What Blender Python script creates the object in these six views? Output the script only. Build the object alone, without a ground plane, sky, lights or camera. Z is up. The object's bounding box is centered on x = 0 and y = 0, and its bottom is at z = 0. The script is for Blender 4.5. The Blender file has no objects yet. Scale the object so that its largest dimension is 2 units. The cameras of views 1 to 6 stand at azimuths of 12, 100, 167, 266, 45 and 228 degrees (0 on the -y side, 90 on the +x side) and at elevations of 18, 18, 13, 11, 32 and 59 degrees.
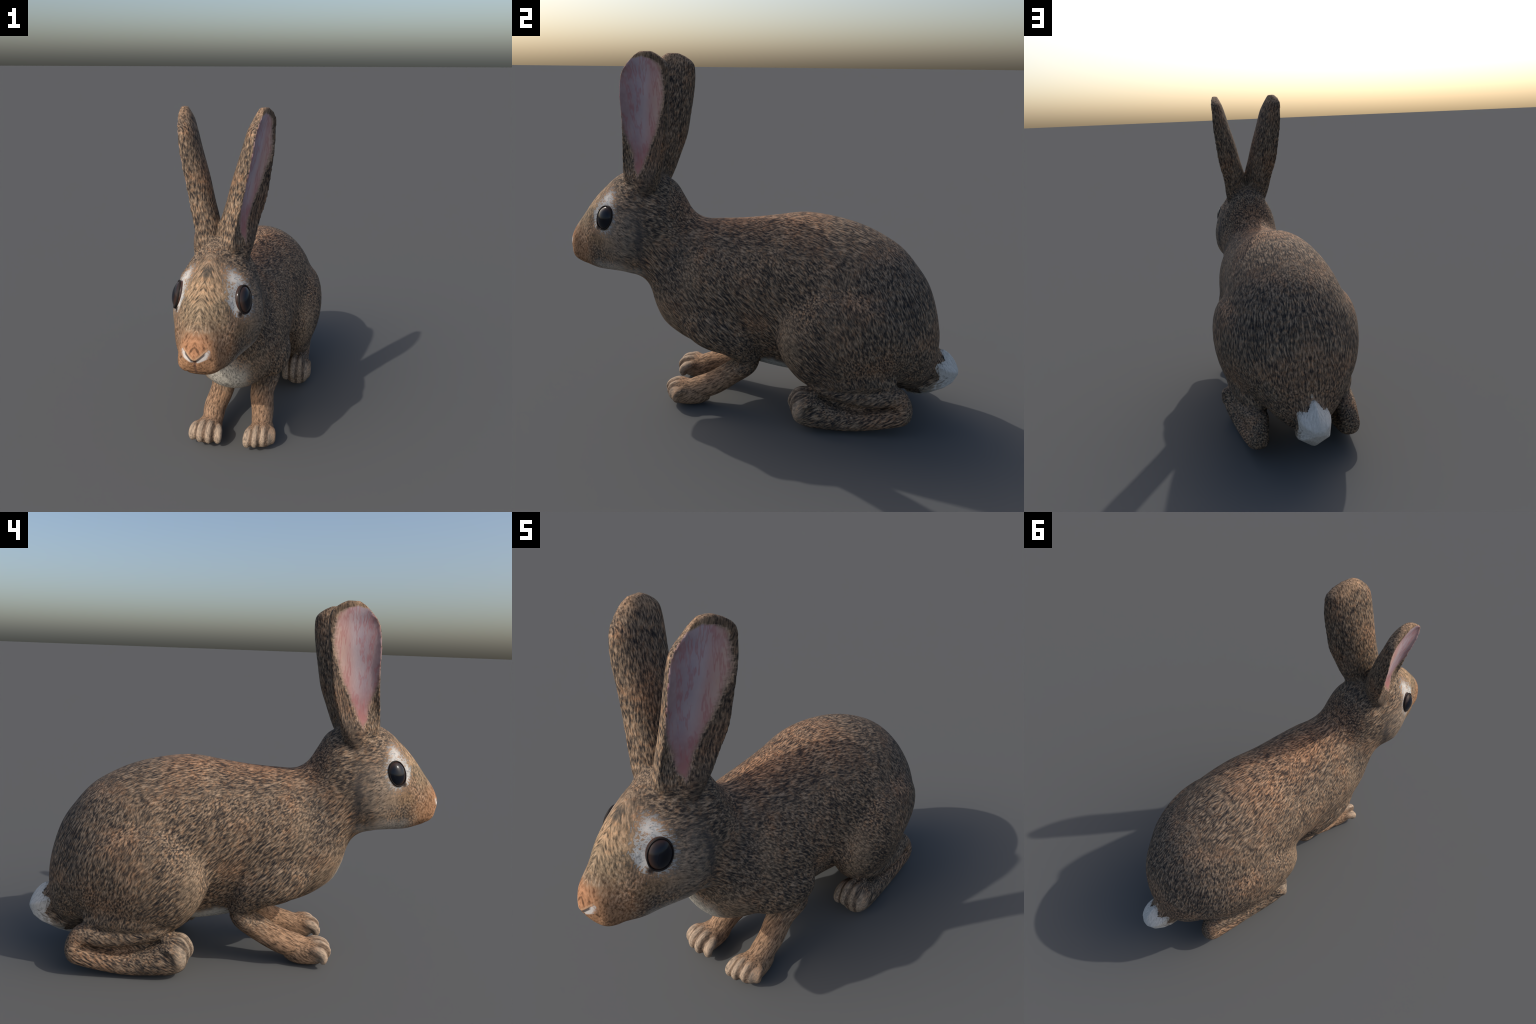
"""A brown rabbit crouching on all fours, ears up (faces -y, mirror plane x = 0)."""
import math
import bpy
import numpy as np
from mathutils import Matrix, Vector, kdtree

VOXEL = 0.006

# ------------------------------------------------------------------ helpers
def curve(stations, count):
    """Catmull-Rom resampling of a list of equal-length number tuples."""
    p = np.array(stations, float)
    seg = np.linalg.norm(np.diff(p[:, :3], axis=0), axis=1) ** 0.5 + 1e-4
    t = np.concatenate([[0], np.cumsum(seg)])
    m = np.empty_like(p)                       # monotone-ish tangents
    d = np.diff(p, axis=0) / np.diff(t)[:, None]
    m[0], m[-1] = d[0], d[-1]
    for i in range(1, len(p) - 1):
        h0, h1 = t[i] - t[i - 1], t[i + 1] - t[i]
        m[i] = (h1 * d[i - 1] + h0 * d[i]) / (h0 + h1)
    s = np.linspace(0, t[-1], count)
    k = np.clip(np.searchsorted(t, s, side="right") - 1, 0, len(p) - 2)
    h = (t[k + 1] - t[k])[:, None]
    u = ((s - t[k])[:, None]) / h
    return ((2*u**3 - 3*u**2 + 1) * p[k] + (u**3 - 2*u**2 + u) * h * m[k]
            + (-2*u**3 + 3*u**2) * p[k + 1] + (u**3 - u**2) * h * m[k + 1])


class Clay:
    """Collects closed lofts, each with the name of the body part it stands for."""
    def __init__(self):
        self.v, self.f, self.label, self.n = [], [], [], 0

    def loft(self, rings, labels):
        rings = np.asarray(rings)
        n, k = rings.shape[:2]
        base = self.n
        self.v += [rings.reshape(-1, 3), rings[0].mean(0)[None], rings[-1].mean(0)[None]]
        labels = [labels] * n if isinstance(labels, str) else labels
        for l in labels:
            self.label += [l] * k if isinstance(l, str) else l
        self.label += [self.label[-k * n], self.label[-1]]
        a, b = base + n * k, base + n * k + 1
        c = rings.reshape(-1, 3).mean(0)
        for i in range(n - 1):
            for j in range(k):
                q = (j + 1) % k
                self.f.append((base+i*k+j, base+i*k+q, base+(i+1)*k+q, base+(i+1)*k+j))
        for j in range(k):
            q = (j + 1) % k
            self.f.append((a, base+q, base+j))
            self.f.append((b, base+(n-1)*k+j, base+(n-1)*k+q))
        self.n += n * k + 2

    def tube(self, spine, labels, count=40, k=24, side=(1, 0, 0), expo=2.0):
        """spine rows: x, y, z, half width (along side), half height."""
        p = curve(spine, count)
        c = p[:, :3]
        t = np.gradient(c, axis=0)
        t /= np.linalg.norm(t, axis=1)[:, None]
        a = np.linspace(0, 2 * math.pi, k, endpoint=False)
        ca = np.sign(np.cos(a)) * np.abs(np.cos(a)) ** (2 / expo)
        sa = np.sign(np.sin(a)) * np.abs(np.sin(a)) ** (2 / expo)
        rings = []
        side = np.array(side, float)
        for i in range(count):
            s = side - t[i] * (side @ t[i])
            s /= np.linalg.norm(s)
            up = np.cross(s, t[i])
            rings.append(c[i] + np.outer(ca * max(p[i, 3], .002), s) + np.outer(sa * max(p[i, 4], .002), up))
        self.loft(rings, labels)


clay = Clay()

# ------------------------------------------------------------------ head, neck, torso: one loft
# each row: top y, top z, bottom y, bottom z, half width, height of the widest place (0 bottom .. 1 top),
#           roundness above, roundness below
TRUNK = [
    (-1.000, 0.800, -0.994, 0.780, 0.012, .50, 2.0, 2.0),
    (-0.990, 0.830, -0.972, 0.738, 0.042, .45, 2.0, 2.2),
    (-0.965, 0.878, -0.941, 0.708, 0.076, .42, 2.0, 2.6),
    (-0.909, 0.955, -0.878, 0.680, 0.097, .40, 1.85, 2.6),
    (-0.859, 1.020, -0.820, 0.670, 0.131, .41, 1.8, 2.7),
    (-0.793, 1.090, -0.748, 0.668, 0.156, .42, 1.65, 2.8),
    (-0.715, 1.153, -0.683, 0.667, 0.187, .39, 1.55, 2.7),
    (-0.620, 1.190, -0.645, 0.660, 0.203, .37, 1.55, 2.5),
    (-0.530, 1.172, -0.608, 0.646, 0.197, .37, 1.6, 2.2),
    (-0.440, 1.134, -0.572, 0.614, 0.180, .40, 2.0, 2.1),
    (-0.392, 1.060, -0.547, 0.563, 0.180, .42, 2.1, 2.1),
    (-0.347, 0.992, -0.528, 0.486, 0.188, .44, 1.9, 2.1),
    (-0.290, 0.957, -0.490, 0.410, 0.210, .46, 1.9, 2.1),
    (-0.200, 0.956, -0.405, 0.340, 0.238, .47, 2.0, 2.0),
    (-0.070, 0.966, -0.288, 0.288, 0.254, .50, 2.0, 2.0),
    (0.060, 0.985, -0.100, 0.238, 0.259, .55, 2.0, 1.9),
    (0.220, 1.007, 0.110, 0.188, 0.279, .58, 2.05, 1.62),
    (0.380, 0.988, 0.300, 0.180, 0.301, .55, 2.05, 1.75),
    (0.497, 0.957, 0.450, 0.170, 0.307, .53, 2.0, 1.8),
    (0.596, 0.913, 0.590, 0.150, 0.297, .53, 1.95, 1.8),
    (0.686, 0.856, 0.705, 0.140, 0.270, .53, 1.9, 1.8),
    (0.757, 0.778, 0.785, 0.145, 0.229, .53, 1.9, 1.8),
    (0.822, 0.685, 0.840, 0.185, 0.177, .52, 1.9, 1.9),
    (0.868, 0.558, 0.875, 0.270, 0.107, .50, 2.0, 2.0),
    (0.890, 0.453, 0.890, 0.360, 0.045, .50, 2.0, 2.0),
]
def slices(rows, count, name, sides=56):
    """Loft through upright slices given by their top and bottom points in the mirror plane."""
    p = curve(rows, count)
    a = np.linspace(0, 2 * math.pi, sides, endpoint=False) + math.pi / 2
    rings, names = [], []
    for ty, tz, by, bz, hw, mid, up, low in p:
        s, c = np.sin(a), np.cos(a)
        x = np.sign(c) * np.abs(c) ** (2 / np.where(s > 0, up, low)) * hw
        h = np.sign(s) * np.abs(s) ** (2 / np.where(s > 0, up, low))
        h = np.where(h > 0, mid + (1 - mid) * h, mid + mid * h)
        rings.append(np.stack([x, by + (ty - by) * h, bz + (tz - bz) * h], 1))
        names.append(name((ty + by) / 2))
    clay.loft(rings, names)
slices(TRUNK, 130, lambda y: "head" if y < -.565 else "neck" if y < -.43 else "torso")

# tail: a short upturned scut, broad and flat-sided
slices([(.840, .350, .720, .150, .060, .5, 2, 2), (.900, .362, .775, .095, .080, .5, 2, 2), (.935, .350, .835, .098, .086, .5, 2, 2),
        (.965, .322, .905, .130, .078, .5, 2, 2), (.988, .285, .965, .180, .055, .5, 2, 2), (.999, .255, .996, .225, .018, .5, 2, 2)],
       7, lambda y: "tail", sides=6)

# ------------------------------------------------------------------ paired parts
def toes(label, x, y_front, y_back, z_top, z_tip, half, radius, skew):
    """Four toes side by side, arching from the back of the paw down to their tips."""
    for i in range(4):
        u = (i - 1.5) / 1.5
        lag = .022 * u * u + skew * u
        drop = 1 - .16 * u * u
        def at(f, z, r, s):
            return (x + u * half * s, y_back + (y_front + lag - y_back) * f, z * drop, r, r)
        clay.tube([at(0, z_top - radius * 1.1, radius * .6, .75), at(.4, z_top - radius * 1.0, radius, .88),
                   at(.75, z_top - radius * 1.35, radius * 1.05, 1), at(.98, z_tip + radius * .5, radius, 1.04),
                   at(1.0, z_tip - radius * .5, radius * .9, 1.04), at(.93, z_tip - radius * 1.5, radius * .6, 1.0)], label, 18, 12)

for m in (1, -1):
    # shoulder and upper arm, forearm
    px, py, skew = (.149, -.397, .028) if m > 0 else (-.133, -.418, -.004)
    clay.tube([(m*.13, -.30, .62, .07, .12), (m*.172, -.22, .50, .090, .15), (m*.168, -.09, .40, .085, .11),
               (m*.145, -.035, .315, .062, .072), (m*.138, -.005, .272, .045, .045)], "forelimb", 30, 24)
    clay.tube([(m*.138-.003, -.004, .278, .045, .035), (m*.130-.003, -.035, .250, .068, .053), (m*.112-.004, -.12, .180, .066, .058),
               (m*.06+.50*px-.005, py+.175, .115, .060, .060), (px*.94, py+.10, .088, .055, .058), (px, py+.05, .07, .05, .05)],
              "forelimb", 30, 20)
    clay.tube([(px*.97, py+.16, .068, .03, .035), (px*.97, py+.115, .064, .054, .055), (px, py+.03, .067, .068, .062),
               (px, py-.015, .070, .066, .052), (px, py-.04, .072, .05, .035)], "paw", 18, 20, expo=2.3)
    toes("front_toe", px, py-.046, py+.05, .134, .073, .058 if m > 0 else .066, .022, skew)
    # thigh
    lean = (m, 0, -.16)
    clay.tube([(m*.20, .14, .46, .05, .06), (m*.225, .205, .455, .10, .165), (m*.235, .30, .45, .122, .25), (m*.236, .42, .455, .130, .27),
               (m*.212, .55, .44, .12, .25), (m*.175, .67, .40, .10, .18), (m*.14, .76, .36, .06, .10)], "hindlimb", 34, 28, side=lean)
    clay.tube([(m*.215, .27, .33, .05, .05), (m*.228, .36, .31, .090, .095), (m*.226, .48, .29, .092, .095), (m*.205, .60, .28, .08, .08), (m*.18, .68, .27, .05, .05)],
              "hindlimb", 24, 22)
    # shin lying on the foot, hock, foot
    clay.tube([(m*.235, .29, .28, .04, .04), (m*.236, .36, .244, .066, .064), (m*.240, .46, .214, .067, .060), (m*.234, .60, .194, .062, .052),
               (m*.222, .69, .195, .056, .050), (m*.226, .730, .15, .05, .045), (m*.232, .735, .11, .048, .04), (m*.235, .715, .09, .04, .03)],
              "hindlimb", 40, 22)
    clay.tube([(m*.226, .758, .125, .035, .03), (m*.227, .735, .110, .051, .046), (m*.232, .65, .083, .054, .046), (m*.240, .50, .060, .056, .050),
               (m*.249, .38, .077, .066, .066), (m*.252, .30, .100, .074, .085), (m*.252, .245, .122, .070, .075), (m*.250, .220, .128, .05, .05)],
              "foot", 40, 22, expo=2.3)
    clay.tube([(m*.205, .30, .17, .02, .03), (m*.210, .36, .16, .028, .05), (m*.208, .50, .135, .026, .05), (m*.205, .62, .14, .02, .03)], "foot", 14, 16)
    toes("hind_toe", m*.251, .212, .33, .212, .125, .060, .024, m*.022)
    # ear: leaning out, opening sideways and a little forward
    n = np.array([m*.985, -.17, 0])
    EAR = [  # front rim, back rim (x, y), height, outer depth, inner depth
        (.055, -.625, .095, -.525, 1.050, .050, -.030),
        (0.068, -.664, 0.131, -.478, 1.150, .100, -.015),
        (0.086, -.657, 0.153, -.446, 1.240, .115, .018),
        (0.108, -.643, 0.179, -.414, 1.340, .110, .030),
        (0.129, -.632, 0.192, -.397, 1.440, .102, .030),
        (0.152, -.624, 0.204, -.380, 1.550, .086, .023),
        (0.164, -.604, 0.207, -.373, 1.640, .067, .017),
        (0.175, -.566, 0.207, -.382, 1.685, .055, .010),
        (0.177, -.532, 0.198, -.418, 1.715, .036, .003),
        (0.177, -.505, 0.186, -.452, 1.731, .022, .000),
    ]
    rings = []
    for fx, fy, bx, by, z, do, di in curve([(r[0], r[1], r[4], r[2], r[3], r[5], r[6]) for r in EAR], 50)[:, [0, 1, 3, 4, 2, 5, 6]]:
        f, b = np.array([m*fx, fy, z]), np.array([m*bx, by, z])
        c, w = (f + b) / 2, (b - f) / 2
        a = np.linspace(0, math.pi, 17)
        outer = [c - w*math.cos(q) - n*do*math.sin(q)**.8 for q in a]
        inner = [c + w*.94*math.cos(q) - n*di*math.sin(q) + n*.006 for q in a]
        rings.append(outer + inner)
    clay.loft(rings, [["ear"] * 17 + ["inner_ear"] * 17] * len(rings))


# ------------------------------------------------------------------ fuse into one smooth skin
def fuse():
    v = np.vstack(clay.v)
    me = bpy.data.meshes.new("clay")
    me.from_pydata(v.tolist(), [], clay.f)
    import bmesh
    bm = bmesh.new(); bm.from_mesh(me)
    bmesh.ops.recalc_face_normals(bm, faces=bm.faces)
    bm.to_mesh(me); bm.free()
    ob = bpy.data.objects.new("clay", me)
    bpy.context.scene.collection.objects.link(ob)
    mod = ob.modifiers.new("fuse", "REMESH")
    mod.mode, mod.voxel_size, mod.adaptivity = "VOXEL", VOXEL, 0
    dg = bpy.context.evaluated_depsgraph_get()
    skin = bpy.data.meshes.new_from_object(ob.evaluated_get(dg))
    bpy.data.objects.remove(ob)
    bpy.data.meshes.remove(me)
    tree = kdtree.KDTree(len(v))
    for i, p in enumerate(v):
        tree.insert(p, i)
    tree.balance()
    return skin, tree

skin, tree = fuse()
nv = len(skin.vertices)
co = np.empty(nv * 3); skin.vertices.foreach_get("co", co); co = co.reshape(-1, 3)
quads = np.array([tuple(p.vertices) for p in skin.polygons])
edges = np.empty(len(skin.edges) * 2, int); skin.edges.foreach_get("vertices", edges); edges = edges.reshape(-1, 2)
label = np.array([clay.label[tree.find(c)[1]] for c in co])

def relax(co, amount, rounds):
    deg = np.bincount(edges.ravel(), minlength=nv)[:, None].astype(float)
    for i in range(rounds):
        for f in (.55, -.56):
            s = np.stack([np.bincount(edges[:, 0], co[edges[:, 1], k], nv) + np.bincount(edges[:, 1], co[edges[:, 0], k], nv) for k in range(3)], 1)
            co = co + (s / deg - co) * f * amount
    return co

def normals(co):
    a, b, c, d = (co[quads[:, i]] for i in range(4))
    fn = np.cross(c - a, d - b)
    vn = np.stack([sum(np.bincount(quads[:, i], fn[:, k], nv) for i in range(4)) for k in range(3)], 1)
    return vn / (np.linalg.norm(vn, axis=1)[:, None] + 1e-12)

def fillet(co, amount, rounds):
    """Fill creases only: move each point outwards towards the mean of its neighbours."""
    deg = np.bincount(edges.ravel(), minlength=nv)[:, None].astype(float)
    for i in range(rounds):
        if i % 10 == 0:
            vn = normals(co)
        s = np.stack([np.bincount(edges[:, 0], co[edges[:, 1], k], nv) + np.bincount(edges[:, 1], co[edges[:, 0], k], nv) for k in range(3)], 1)
        out = np.clip(((s / deg - co) * vn).sum(1, keepdims=True), 0, None)
        co = co + vn * out * amount
    return co

def stroke(co, path, width, depth):
    """Press a soft groove along a polyline into the skin."""
    near = np.full(nv, 9.0)
    for p, q in zip(path[:-1], path[1:]):
        p, q = np.array(p), np.array(q)
        t = np.clip(((co - p) @ (q - p)) / ((q - p) @ (q - p)), 0, 1)
        near = np.minimum(near, np.linalg.norm(co - (p + t[:, None] * (q - p)), axis=1))
    return co - normals(co) * (depth * np.exp(-(near / width) ** 2))[:, None]

fine = np.isin(label, ["tail", "front_toe", "hind_toe", "ear", "inner_ear", "paw", "foot"])
amount = np.where(fine, .35, 1.0)[:, None]
co = relax(co, amount, 30)
soft = np.isin(label, ["torso", "hindlimb", "forelimb", "neck", "head"]) & (co[:, 2] > np.where(abs(co[:, 1] - .12) < .26, .44, .24))
soft |= (label == "ear") & (co[:, 2] < 1.2)
co = fillet(co, np.where(soft, .9, .0)[:, None], 90)
co = relax(co, amount, 6)
# nostrils, lip cleft, mouth; brow ridge above the eye and hollow before it
for m in (1, -1):
    co = stroke(co, [(m*.11, -.800, 1.035), (m*.135, -.73, 1.055), (m*.15, -.67, 1.03)], .028, -.008)
    co = stroke(co, [(m*.125, -.815, .93), (m*.14, -.80, .98)], .03, .006)
    co = stroke(co, [(m*.07, -.95, .745), (m*.085, -.915, .735)], .035, -.008)
    co = stroke(co, [(0, -.995, .783), (m*.020, -.982, .795), (m*.040, -.962, .812)], .008, .010)
    co = stroke(co, [(0, -.980, .722), (m*.03, -.962, .722), (m*.06, -.925, .712)], .007, .005)
co = stroke(co, [(0, -.995, .780), (0, -.980, .725)], .007, .007)
co[:, 2] -= co[:, 2].min()
skin.vertices.foreach_set("co", co.ravel())
skin.update()
vn = normals(co)

# ------------------------------------------------------------------ materials
class Nodes:
    """Small helper to write node graphs as expressions."""
    def __init__(self, name):
        self.mat = bpy.data.materials.new(name)
        self.mat.use_nodes = True
        self.tree = self.mat.node_tree
        self.bsdf = self.tree.nodes["Principled BSDF"]
        self.co = self.add("ShaderNodeTexCoord").outputs["Object"]
        xyz = self.add("ShaderNodeSeparateXYZ", self.co)
        self.sx, self.y, self.z = xyz.outputs
        self.x = self.math("ABSOLUTE", self.sx)
        self.p = self.add("ShaderNodeCombineXYZ", self.x, self.y, self.z).outputs[0]   # mirrored position

    def add(self, kind, *inputs, **props):
        n = self.tree.nodes.new(kind)
        for k, v in props.items():
            setattr(n, k, v)
        for i, v in enumerate(inputs):
            self.feed(n.inputs[i], v)
        return n

    def feed(self, socket, v):
        if isinstance(v, bpy.types.NodeSocket):
            self.tree.links.new(v, socket)
        elif v is not None:
            socket.default_value = v

    def math(self, op, a, b=None, c=None):
        return self.add("ShaderNodeMath", a, b, c, operation=op).outputs[0]

    def vmath(self, op, a, b=None):
        n = self.add("ShaderNodeVectorMath", a, b, operation=op)
        return n.outputs["Value"] if op in ("LENGTH", "DOT_PRODUCT", "DISTANCE") else n.outputs[0]

    def mul(self, a, b): return self.math("MULTIPLY", a, b)
    def plus(self, a, b): return self.math("ADD", a, b)
    def minus(self, a, b): return self.math("SUBTRACT", a, b)

    def step(self, v, lo, hi):
        """0 below lo, 1 above hi, smooth between (lo may be larger than hi)."""
        flip = lo > hi
        n = self.add("ShaderNodeMapRange", interpolation_type="SMOOTHSTEP")
        self.feed(n.inputs[0], v)
        n.inputs[1].default_value, n.inputs[2].default_value = (hi, lo) if flip else (lo, hi)
        n.inputs[3].default_value, n.inputs[4].default_value = (1, 0) if flip else (0, 1)
        return n.outputs[0]

    def mix(self, f, a, b, mode="MIX"):
        n = self.add("ShaderNodeMix", data_type="RGBA", blend_type=mode)
        self.feed(n.inputs[0], f)
        for sock, v in ((n.inputs[6], a), (n.inputs[7], b)):
            self.feed(sock, (*v, 1) if isinstance(v, tuple) else v)
        return n.outputs[2]

    def noise(self, vec, scale, detail=2.0, rough=.5):
        n = self.add("ShaderNodeTexNoise")
        self.feed(n.inputs["Vector"], vec)
        n.inputs["Scale"].default_value, n.inputs["Detail"].default_value, n.inputs["Roughness"].default_value = scale, detail, rough
        return n.outputs["Fac"]

    def ramp(self, f, stops):
        n = self.add("ShaderNodeValToRGB", f)
        e = n.color_ramp.elements
        while len(e) < len(stops):
            e.new(.5)
        for el, (pos, col) in zip(e, stops):
            el.position, el.color = pos, (*col, 1)
        return n.outputs[0]

    def ellipse(self, centre, radii, soft=.35, edge=None):
        """1 inside an ellipsoid, fading out over `soft`; `edge` (about 0) frays the border."""
        v = self.vmath("SUBTRACT", self.p, Vector(centre))
        v = self.vmath("MULTIPLY", v, Vector([1 / r for r in radii]))
        d = self.vmath("LENGTH", v)
        if edge is not None:
            d = self.plus(d, edge)
        return self.step(d, 1 + soft, 1 - soft)

    def strands(self, direction, along, across):
        """Noise drawn out along the lie of the hair."""
        d = Vector(direction).normalized()
        e = d.cross(Vector((0.31, 0.2, 0.93))).normalized()
        f = d.cross(e)
        n = self.add("ShaderNodeMapping", vector_type="POINT")
        self.feed(n.inputs[0], self.warped)
        n.inputs["Rotation"].default_value = Matrix((d, e, f)).to_euler()
        v = self.vmath("MULTIPLY", n.outputs[0], Vector((along, across, across)))
        return self.noise(v, 1.0, 3.0, .58)


def coat(name):
    """Agouti fur: dark roots, tan and rust tips, the lie of the hair changing over the body."""
    g = Nodes(name)
    wob = g.add("ShaderNodeTexNoise")
    g.feed(wob.inputs["Vector"], g.p)
    wob.inputs["Scale"].default_value, wob.inputs["Detail"].default_value = 10, 1
    shift = g.vmath("MULTIPLY", g.vmath("SUBTRACT", wob.outputs["Color"], Vector((.5, .5, .5))), Vector((.022, .022, .022)))
    g.warped = g.vmath("ADD", g.p, shift)
    big = g.noise(g.p, 5, 2)
    mid = g.noise(g.p, 16, 3, .6)
    g.fray = g.mul(g.minus(mid, .5), 1.0)
    yb = g.plus(g.y, g.mul(g.fray, .25))
    zb = g.plus(g.z, g.mul(g.fray, .2))
    A, C = 32, 138
    flank = g.strands((0, .70, -.71), A, C)
    back = g.strands((.15, .96, -.22), A, C)
    rump = g.strands((.05, .38, -.92), A, C)
    face = g.strands((.55, -.55, -.62), A * .85, C * .82)
    cheek = g.strands((0, .93, -.36), A, C)
    leg = g.strands((0, -.86, -.5), A, C)
    up = g.strands((.15, .15, .97), A * 1.35, C * 1.2)

    def pick(f, a, b):
        n = g.add("ShaderNodeMix", data_type="FLOAT")
        for sock, v in zip(n.inputs[:1] + n.inputs[2:4], (f, a, b)):
            g.feed(sock, v)
        return n.outputs[0]
    s = pick(g.step(zb, .80, .92), flank, back)
    s = pick(g.step(g.minus(yb, g.mul(g.step(zb, .75, .95), .25)), .30, .50), s, rump)
    s = pick(g.mul(g.step(zb, .30, .20), 1.0), s, leg)
    s = pick(g.step(g.plus(yb, g.mul(g.z, -.25)), -.76, -.84), s, cheek)
    s = pick(g.mul(g.step(g.minus(g.minus(g.z, .9), g.mul(g.minus(g.x, .10), -2.2)), .22, .0), g.step(g.y, -.66, -.72)), s, face)
    s = pick(g.step(zb, 1.12, 1.20), s, up)
    g.strand = s
    tone = g.plus(s, g.mul(g.minus(mid, .5), .16))
    tone = g.plus(tone, g.mul(g.minus(big, .5), .12))
    g.tone = tone
    col = g.ramp(tone, [(.32, (.021, .019, .020)), (.43, (.070, .054, .042)), (.53, (.172, .122, .083)), (.70, (.40, .282, .186))])
    # rust on the shoulders, nape and here and there
    rust = g.plus(g.mul(g.step(big, .48, .66), .5), g.mul(g.ellipse((0, -.05, .98), (.17, .28, .10), .6, g.fray), .75))
    rust = g.plus(rust, g.mul(g.ellipse((.05, -.36, 1.0), (.12, .07, .12), .6, g.fray), .5))
    col = g.mix(g.mul(rust, .42), col, g.mix(1.0, col, (1.45, .92, .62), "MULTIPLY"))
    # single tufts lean to rust or to grey
    tuft = g.noise(g.p, 60, 1)
    col = g.mix(g.mul(g.step(tuft, .54, .64), .32), col, g.mix(1.0, col, (1.30, .95, .70), "MULTIPLY"))
    col = g.mix(g.mul(g.step(tuft, .46, .36), .45), col, g.mix(1.0, col, (.86, .92, 1.02), "MULTIPLY"))
    # greyer, darker hair on the neck side and hips
    grey = g.plus(g.ellipse((.2, -.40, .72), (.12, .09, .20), .6, g.fray), g.ellipse((.2, .66, .72), (.22, .14, .16), .6, g.fray))
    col = g.mix(g.mul(grey, .5), col, g.mix(1.0, col, (.72, .78, .86), "MULTIPLY"))
    # paler tan down the front of the thigh, the shoulder and the sides of the chest
    tan = g.math("MAXIMUM", g.ellipse((.33, .19, .44), (.10, .05, .17), .5, g.fray), g.ellipse((.15, -.47, .46), (.10, .10, .15), .5, g.fray))
    tan = g.math("MAXIMUM", tan, g.mul(g.ellipse((.25, -.30, .72), (.10, .05, .13), .5, g.fray), .7))
    col = g.mix(g.mul(tan, .42), col, g.mix(1.0, g.ramp(s, [(.34, (.5, .5, .5)), (.68, (1.2, 1.2, 1.2))]), (.31, .225, .15), "MULTIPLY"))
    g.col = col
    g.hair = g.ramp(s, [(.34, (.32, .32, .33)), (.48, (.85, .85, .85)), (.68, (1.25, 1.25, 1.25))])     # strand shading for pale fur
    return g

def pale(g, mask, colour, strength=1.0):
    g.col = g.mix(g.mul(mask, strength), g.col, g.mix(1.0, g.hair, colour, "MULTIPLY"))

def finish(g, rough=.85, bump=.25):
    g.feed(g.bsdf.inputs["Base Color"], g.col)
    g.bsdf.inputs["Roughness"].default_value = rough
    g.bsdf.inputs["Specular IOR Level"].default_value = .15
    b = g.add("ShaderNodeBump")
    b.inputs["Strength"].default_value, b.inputs["Distance"].default_value = bump, .006
    g.feed(b.inputs["Height"], g.strand)
    g.feed(g.bsdf.inputs["Normal"], b.outputs[0])
    return g.mat

WHITE = (.66, .64, .60)

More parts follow.
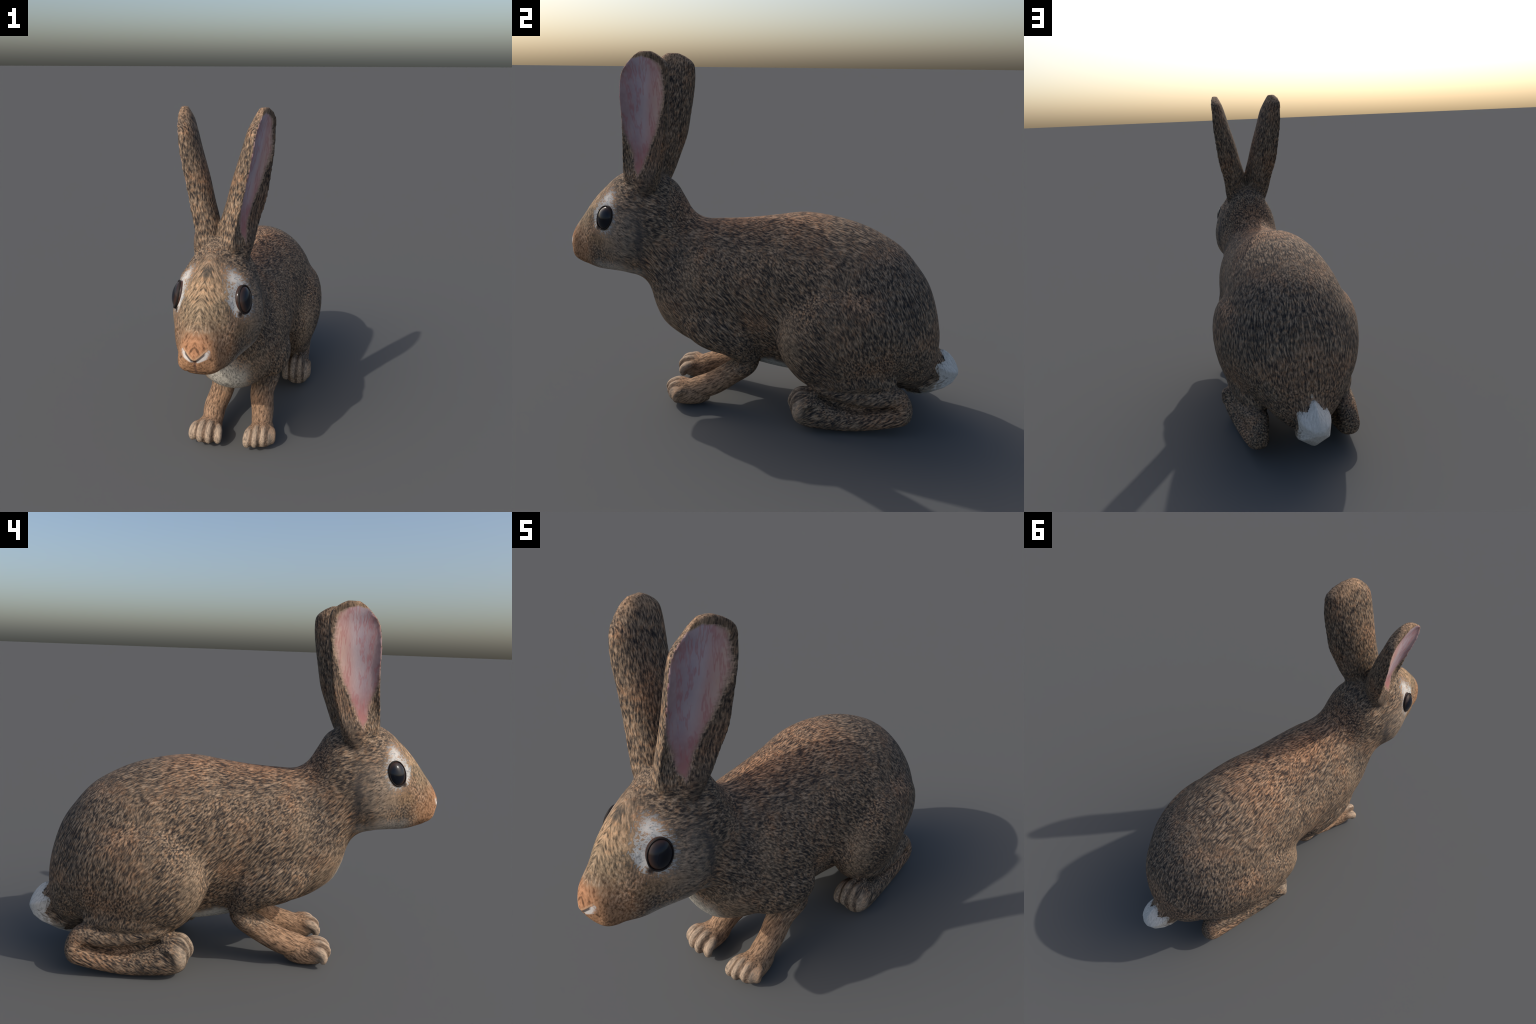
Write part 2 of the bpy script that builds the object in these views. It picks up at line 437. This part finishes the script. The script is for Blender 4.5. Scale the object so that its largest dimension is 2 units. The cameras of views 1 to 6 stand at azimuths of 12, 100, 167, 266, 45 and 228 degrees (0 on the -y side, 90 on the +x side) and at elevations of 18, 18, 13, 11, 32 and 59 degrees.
def body_fur():
    g = coat("agouti_fur")
    f = g.mul(g.fray, 1.2)
    sf = g.mul(g.minus(g.strand, .5), 1.6)
    e = g.plus(f, sf)
    # rusty brown cheek, pale jaw and throat
    pale(g, g.ellipse((.16, -.77, .85), (.07, .10, .035), .5, e), (.30, .185, .10), .6)
    pale(g, g.ellipse((.10, -.70, .70), (.10, .13, .045), .6, e), (.50, .46, .40), .7)
    pale(g, g.ellipse((0, -.78, .655), (.08, .15, .035), .5, e), WHITE, .8)
    pale(g, g.ellipse((.17, -.66, .88), (.06, .10, .14), .6, e), (.27, .215, .165), .5)
    # sandy forehead
    pale(g, g.ellipse((.03, -.86, 1.00), (.10, .13, .14), .5, e), (.46, .33, .19), .30)
    col = g.ellipse((0, -.80, 1.095), (.022, .035, .03), .5, sf)
    g.col = g.mix(g.mul(col, .8), g.col, (.05, .045, .04))
    # dark line behind the cheek
    line = g.ellipse((.19, -.555, .86), (.10, .018, .12), .6, g.mul(sf, .6))
    g.col = g.mix(g.mul(line, .6), g.col, (.045, .042, .042))
    # white around the eye, strongest in front and above, running up to the brow
    st = g.mul(g.minus(g.strand, .5), 3.4)
    pale(g, g.ellipse((.15, -.752, .974), (.10, .056, .072), .25, g.plus(g.mul(st, 1.2), g.mul(f, .6))), WHITE, .85)
    pale(g, g.ellipse((.115, -.735, 1.045), (.06, .034, .046), .45, g.plus(g.mul(st, 1.4), f)), WHITE, .75)
    pale(g, g.ellipse((.13, -.800, .965), (.04, .022, .045), .2, g.plus(st, f)), WHITE, .8)
    # tear duct
    g.col = g.mix(g.ellipse((.15, -.783, .912), (.04, .012, .013), .6, sf), g.col, (.03, .022, .02))
    # orange muzzle and nose pad
    pale(g, g.ellipse((.045, -.95, .755), (.12, .105, .115), .6, e), (.37, .195, .10), .85)
    pale(g, g.ellipse((0, -.985, .845), (.058, .05, .055), .5, e), (.38, .185, .095), .85)
    # nostrils: a white V under the pad with a dark slit above, and the cleft below
    d = g.minus(g.z, g.plus(.786, g.mul(g.x, .80)))
    front = g.mul(g.step(g.y, -.935, -.955), g.step(g.plus(g.x, g.mul(sf, .03)), .062, .042))
    white = g.mul(g.mul(g.step(g.plus(d, g.plus(.008, g.mul(g.x, .42))), -.006, .002), g.step(d, .004, -.002)), g.step(g.x, .004, .012))
    g.col = g.mix(g.mul(g.mul(white, front), .75), g.col, (.72, .69, .64))
    rim = g.mul(g.step(d, .002, .005), g.step(d, .014, .009))
    g.col = g.mix(g.mul(g.mul(rim, front), .5), g.col, (.55, .36, .22))
    slit = g.mul(g.mul(g.step(d, -.011, -.006), g.step(d, .004, .001)), g.step(g.x, .046, .036))
    g.col = g.mix(g.mul(g.mul(slit, front), .85), g.col, (.03, .018, .018))
    cleft = g.mul(g.mul(g.step(g.x, .007, .003), g.step(d, .0, -.006)), g.step(g.z, .715, .725))
    g.col = g.mix(g.mul(g.mul(cleft, front), .7), g.col, (.09, .05, .04))
    # white chest and belly
    pale(g, g.ellipse((0, -.49, .42), (.105, .15, .17), .45, g.mul(e, .6)), (.58, .54, .46), .9)
    pale(g, g.ellipse((0, .05, .22), (.15, .36, .09), .3, g.mul(e, .6)), (.62, .60, .54), .9)
    return finish(g)

def limb_fur(name, cx, half, front, length, height, mirrored):
    """Rusty legs whose toes are cream with dark furrows between them."""
    g = coat(name)
    sf = g.mul(g.minus(g.strand, .5), 1.2)
    e = g.plus(g.fray, sf)
    u = g.math("DIVIDE", g.minus(g.x if mirrored else g.sx, cx), half)
    if not mirrored:
        low = g.mul(g.step(g.plus(g.z, g.mul(e, .10)), .24, .16), g.step(g.plus(g.y, g.mul(e, .1)), -.02, -.10))
        pale(g, low, (.36, .215, .125), .6)
    u = g.math("MINIMUM", g.math("MAXIMUM", u, -1.0), 1.0)
    back = g.minus(g.y, front)
    zone = g.mul(g.step(g.plus(back, g.mul(e, .07)), length, length * .35), g.mul(g.step(g.plus(g.z, g.mul(sf, .03)), height * -.1, height * .2), g.step(g.z, .26, .23)))
    wave = g.math("COSINE", g.mul(g.plus(g.mul(u, 1.5), 1.5), 2 * math.pi))
    wave = g.plus(wave, g.mul(g.fray, 1.5))
    stripe = g.step(wave, -1.0, .45)
    tone = g.mix(stripe, (.095, .074, .058), (.40, .32, .24))
    g.col = g.mix(g.mul(zone, .64), g.col, g.mix(.6, tone, g.mix(1.0, tone, g.hair, "MULTIPLY")))
    return finish(g, bump=.2)

def tail_fur():
    g = coat("tail_fur")
    e = g.plus(g.mul(g.fray, .8), g.mul(g.minus(g.strand, .5), 1.6))
    white = g.step(g.plus(g.minus(g.y, g.mul(g.z, -.30)), g.mul(e, .13)), .94, 1.0)
    white = g.mul(white, g.math("MAXIMUM", g.step(g.plus(g.y, g.mul(e, .03)), .892, .925), g.step(g.z, .33, .29)))
    under = g.step(g.plus(g.minus(g.z, g.mul(g.y, .55)), g.mul(e, .06)), -.30, -.335)
    g.col = g.mix(.55, g.col, g.mix(1.0, g.hair, (.46, .37, .27), "MULTIPLY"))
    g.hair = g.ramp(g.strand, [(.3, (.78, .77, .76)), (.68, (1.08, 1.08, 1.08))])
    pale(g, g.math("MAXIMUM", white, under), (.64, .60, .54), .95)
    return finish(g, bump=.15)

def ear_fur(inner):
    g = coat("inner_ear_skin" if inner else "ear_fur")
    # darker towards the back edge, rusty at the tip
    edge = g.step(g.plus(g.plus(g.y, g.mul(g.z, -.12)), g.mul(g.fray, .08)), -.62, -.58)
    g.col = g.mix(g.mul(edge, .35), g.col, g.mix(1.0, g.col, (.55, .53, .52), "MULTIPLY"))
    tip = g.step(g.plus(g.z, g.mul(g.fray, .08)), 1.66, 1.71)
    g.col = g.mix(g.mul(tip, .5), g.col, g.mix(1.0, g.hair, (.34, .215, .13), "MULTIPLY"))
    if inner:
        w = g.minus(g.y, g.plus(-.580, g.mul(g.minus(g.z, 1.15), .155)))
        w = g.plus(w, g.mul(g.minus(g.noise(g.p, 9, 1), .5), .03))
        c = g.add("ShaderNodeFloatCurve")
        g.feed(c.inputs[1], g.math("DIVIDE", g.minus(g.z, 1.10), .66))
        pts = c.mapping.curves[0].points
        for i, (a, b) in enumerate([(0, 0), (.07, .06), (.16, .30), (.30, .52), (.48, .84), (.68, 1.0), (.82, .86), (.90, .52), (.95, .0), (1, 0)]):
            p = pts[i] if i < 2 else pts.new(a, b)
            p.location = (a, b)
        c.mapping.update()
        half = g.minus(g.mul(c.outputs[0], .132), .018)
        comb = g.noise(g.vmath("MULTIPLY", g.p, Vector((40, 30, 130))), 1, 2)
        gap = g.plus(g.minus(half, g.math("ABSOLUTE", w)), g.mul(g.minus(comb, .5), .022))
        skin_mask = g.step(gap, -.008, .010)
        rimhair = g.mul(g.step(gap, -.012, -.002), g.step(gap, .008, -.002))
        dark = g.mul(g.step(gap, -.004, -.014), g.step(w, .0, .03))
        g.col = g.mix(g.mul(dark, .45), g.col, g.mix(1.0, g.hair, (.06, .048, .042), "MULTIPLY"))
        g.col = g.mix(g.mul(rimhair, .5), g.col, g.mix(1.0, g.hair, (.46, .34, .26), "MULTIPLY"))
        t = g.math("DIVIDE", w, .1)
        pink = g.ramp(g.plus(g.mul(t, .5), .5), [(.1, (.40, .275, .285)), (.42, (.44, .36, .40)), (.60, (.52, .42, .44)), (.76, (.55, .36, .34)), (.95, (.58, .40, .34))])
        base = g.step(g.z, 1.42, 1.20)
        pink = g.mix(g.mul(base, .8), pink, (.36, .13, .11))
        vein = g.noise(g.vmath("MULTIPLY", g.p, Vector((25, 38, 7))), 1, 3, .6)
        v = g.mul(g.step(vein, .50, .56), g.step(vein, .64, .57))
        pink = g.mix(g.mul(v, .45), pink, (.42, .13, .14))
        pink = g.mix(g.mul(g.step(g.noise(g.p, 26, 2), .4, .7), .25), pink, (.58, .46, .45))
        pink = g.mix(1.0, pink, (.88, .85, .84), "MULTIPLY")
        brown = g.step(gap, .020, .002)
        pink = g.mix(g.mul(brown, .4), pink, (.30, .19, .14))
        g.col = g.mix(skin_mask, g.col, pink)
    return finish(g, bump=.15)

def glossy(name, colour, rough, coat_weight=0.0):
    g = Nodes(name)
    g.bsdf.inputs["Roughness"].default_value = rough
    g.bsdf.inputs["Coat Weight"].default_value = coat_weight
    g.bsdf.inputs["Coat Roughness"].default_value = .05
    return g

def eye_material():
    g = glossy("eye_gloss", None, .16, .2)
    v = g.vmath("SUBTRACT", g.p, Vector((.155, -.738, .960)))
    d = g.vmath("LENGTH", g.vmath("MULTIPLY", v, Vector((1 / .3, 1 / .048, 1 / .060))))
    g.bsdf.inputs["Specular IOR Level"].default_value = .2
    col = g.ramp(d, [(.0, (.004, .005, .008)), (.62, (.006, .008, .014)), (.80, (.022, .016, .015)), (.97, (.055, .028, .020))])
    g.feed(g.bsdf.inputs["Base Color"], col)
    return g.mat

FUR = body_fur()
# ------------------------------------------------------------------ cut the skin into named parts
root = bpy.data.objects.new("rabbit", None)
root["label"] = "brown rabbit crouching on all fours with tall upright ears"
root["category"] = "rabbit"
bpy.context.scene.collection.objects.link(root)

def attach(name, mesh, parent, material):
    ob = bpy.data.objects.new(name, mesh)
    bpy.context.scene.collection.objects.link(ob)
    ob.parent = parent
    mesh.materials.append(material)
    return ob

centre = co[quads].mean(1)
face_label = label[quads[:, 0]]
made = {}
def part(name, mask, parent, material=None):
    q = quads[mask]
    used, inv = np.unique(q, return_inverse=True)
    me = bpy.data.meshes.new(name)
    me.from_pydata(co[used].tolist(), [], inv.reshape(-1, 4).tolist())
    me.polygons.foreach_set("use_smooth", [True] * len(q))
    me.normals_split_custom_set_from_vertices(vn[used].tolist())
    return attach(name, me, parent, material or FUR)

right = centre[:, 0] > 0
for name, mat in (("torso", FUR), ("neck", FUR), ("tail", tail_fur()), ("head", FUR)):
    made[name] = part(name, face_label == name, root, mat)
ear_out, ear_in = ear_fur(False), ear_fur(True)
hind = limb_fur("hind_leg_fur", .251, .060, .175, .115, .10, True)
for sign in (1, -1):
    s = right if sign > 0 else ~right
    fore = limb_fur("foreleg_fur", .149 if sign > 0 else -.133, .058 if sign > 0 else .066, -.470, .10, .06, False)
    ear = part("ear", (face_label == "ear") & s, root, ear_out)
    part("inner_ear", (face_label == "inner_ear") & s, ear, ear_in)
    arm = part("forelimb", (face_label == "forelimb") & s, root, fore)
    part("paw", np.isin(face_label, ["paw", "front_toe"]) & s, arm, fore)
    leg = part("hindlimb", (face_label == "hindlimb") & s, root, hind)
    part("foot", np.isin(face_label, ["foot", "hind_toe"]) & s, leg, hind)
bpy.data.meshes.remove(skin)

# ------------------------------------------------------------------ eyes
def ball(name, centre, axes, radii, parent, material, lid=None):
    """Ellipsoid (or, with lid, a ring around its rim) on the given axes."""
    axes = np.array(axes, float)
    v, f = [], []
    if lid is None:
        nu, nw = 40, 24
        for i in range(nw + 1):
            th = math.pi * i / nw
            for j in range(nu):
                ph = 2 * math.pi * j / nu
                v.append((math.cos(th), math.sin(th) * math.cos(ph), math.sin(th) * math.sin(ph)))
    else:
        nu, nw = 48, 11
        for i in range(nw + 1):
            a = 2 * math.pi * i / (nw + 1)
            for j in range(nu):
                ph = 2 * math.pi * j / nu
                # the front lower corner runs out to the tear duct
                duct = 1 + .05 * max(0, math.cos(ph - math.radians(232))) ** 6
                r = duct * (1 + lid * math.cos(a))
                v.append((.42 + 2.2 * lid * math.sin(a), r * math.cos(ph), r * math.sin(ph)))
    n = nw + 1
    for i in range(nw if lid is None else n):
        for j in range(nu):
            q, k = (j + 1) % nu, (i + 1) % n
            f.append((i*nu+j, i*nu+q, k*nu+q, k*nu+j))
    pts = np.array(v) * np.array(radii) @ axes + np.array(centre)
    me = bpy.data.meshes.new(name)
    me.from_pydata(pts.tolist(), [], f)
    import bmesh
    bm = bmesh.new(); bm.from_mesh(me)
    bmesh.ops.remove_doubles(bm, verts=bm.verts, dist=1e-5)
    bmesh.ops.recalc_face_normals(bm, faces=bm.faces)
    bm.to_mesh(me); bm.free()
    me.polygons.foreach_set("use_smooth", [True] * len(me.polygons))
    return attach(name, me, parent, material)

eye_mat = eye_material()
lid = glossy("eyelid_skin", None, .6)
lid.bsdf.inputs["Base Color"].default_value = (.016, .012, .011, 1)
lid.bsdf.inputs["Specular IOR Level"].default_value = .2
for m in (1, -1):
    out = np.array([m*.92, -.35, .24]); out /= np.linalg.norm(out)
    back = np.cross((0, 0, 1), out) * m; back /= np.linalg.norm(back)
    top = np.cross(out, back) * m
    tilt = math.radians(12)                # top of the eye leans back a little
    b2 = back * math.cos(tilt) - top * math.sin(tilt)
    t2 = back * math.sin(tilt) + top * math.cos(tilt)
    c = np.array([m*.135, -.736, .960])
    eye = ball("eye", c, (out, b2, t2), (.036, .049, .062), made["head"], eye_mat)
    ball("eyelid", c, (out, b2, t2), (.036, .0455, .0585), made["head"], lid.mat, lid=.06)
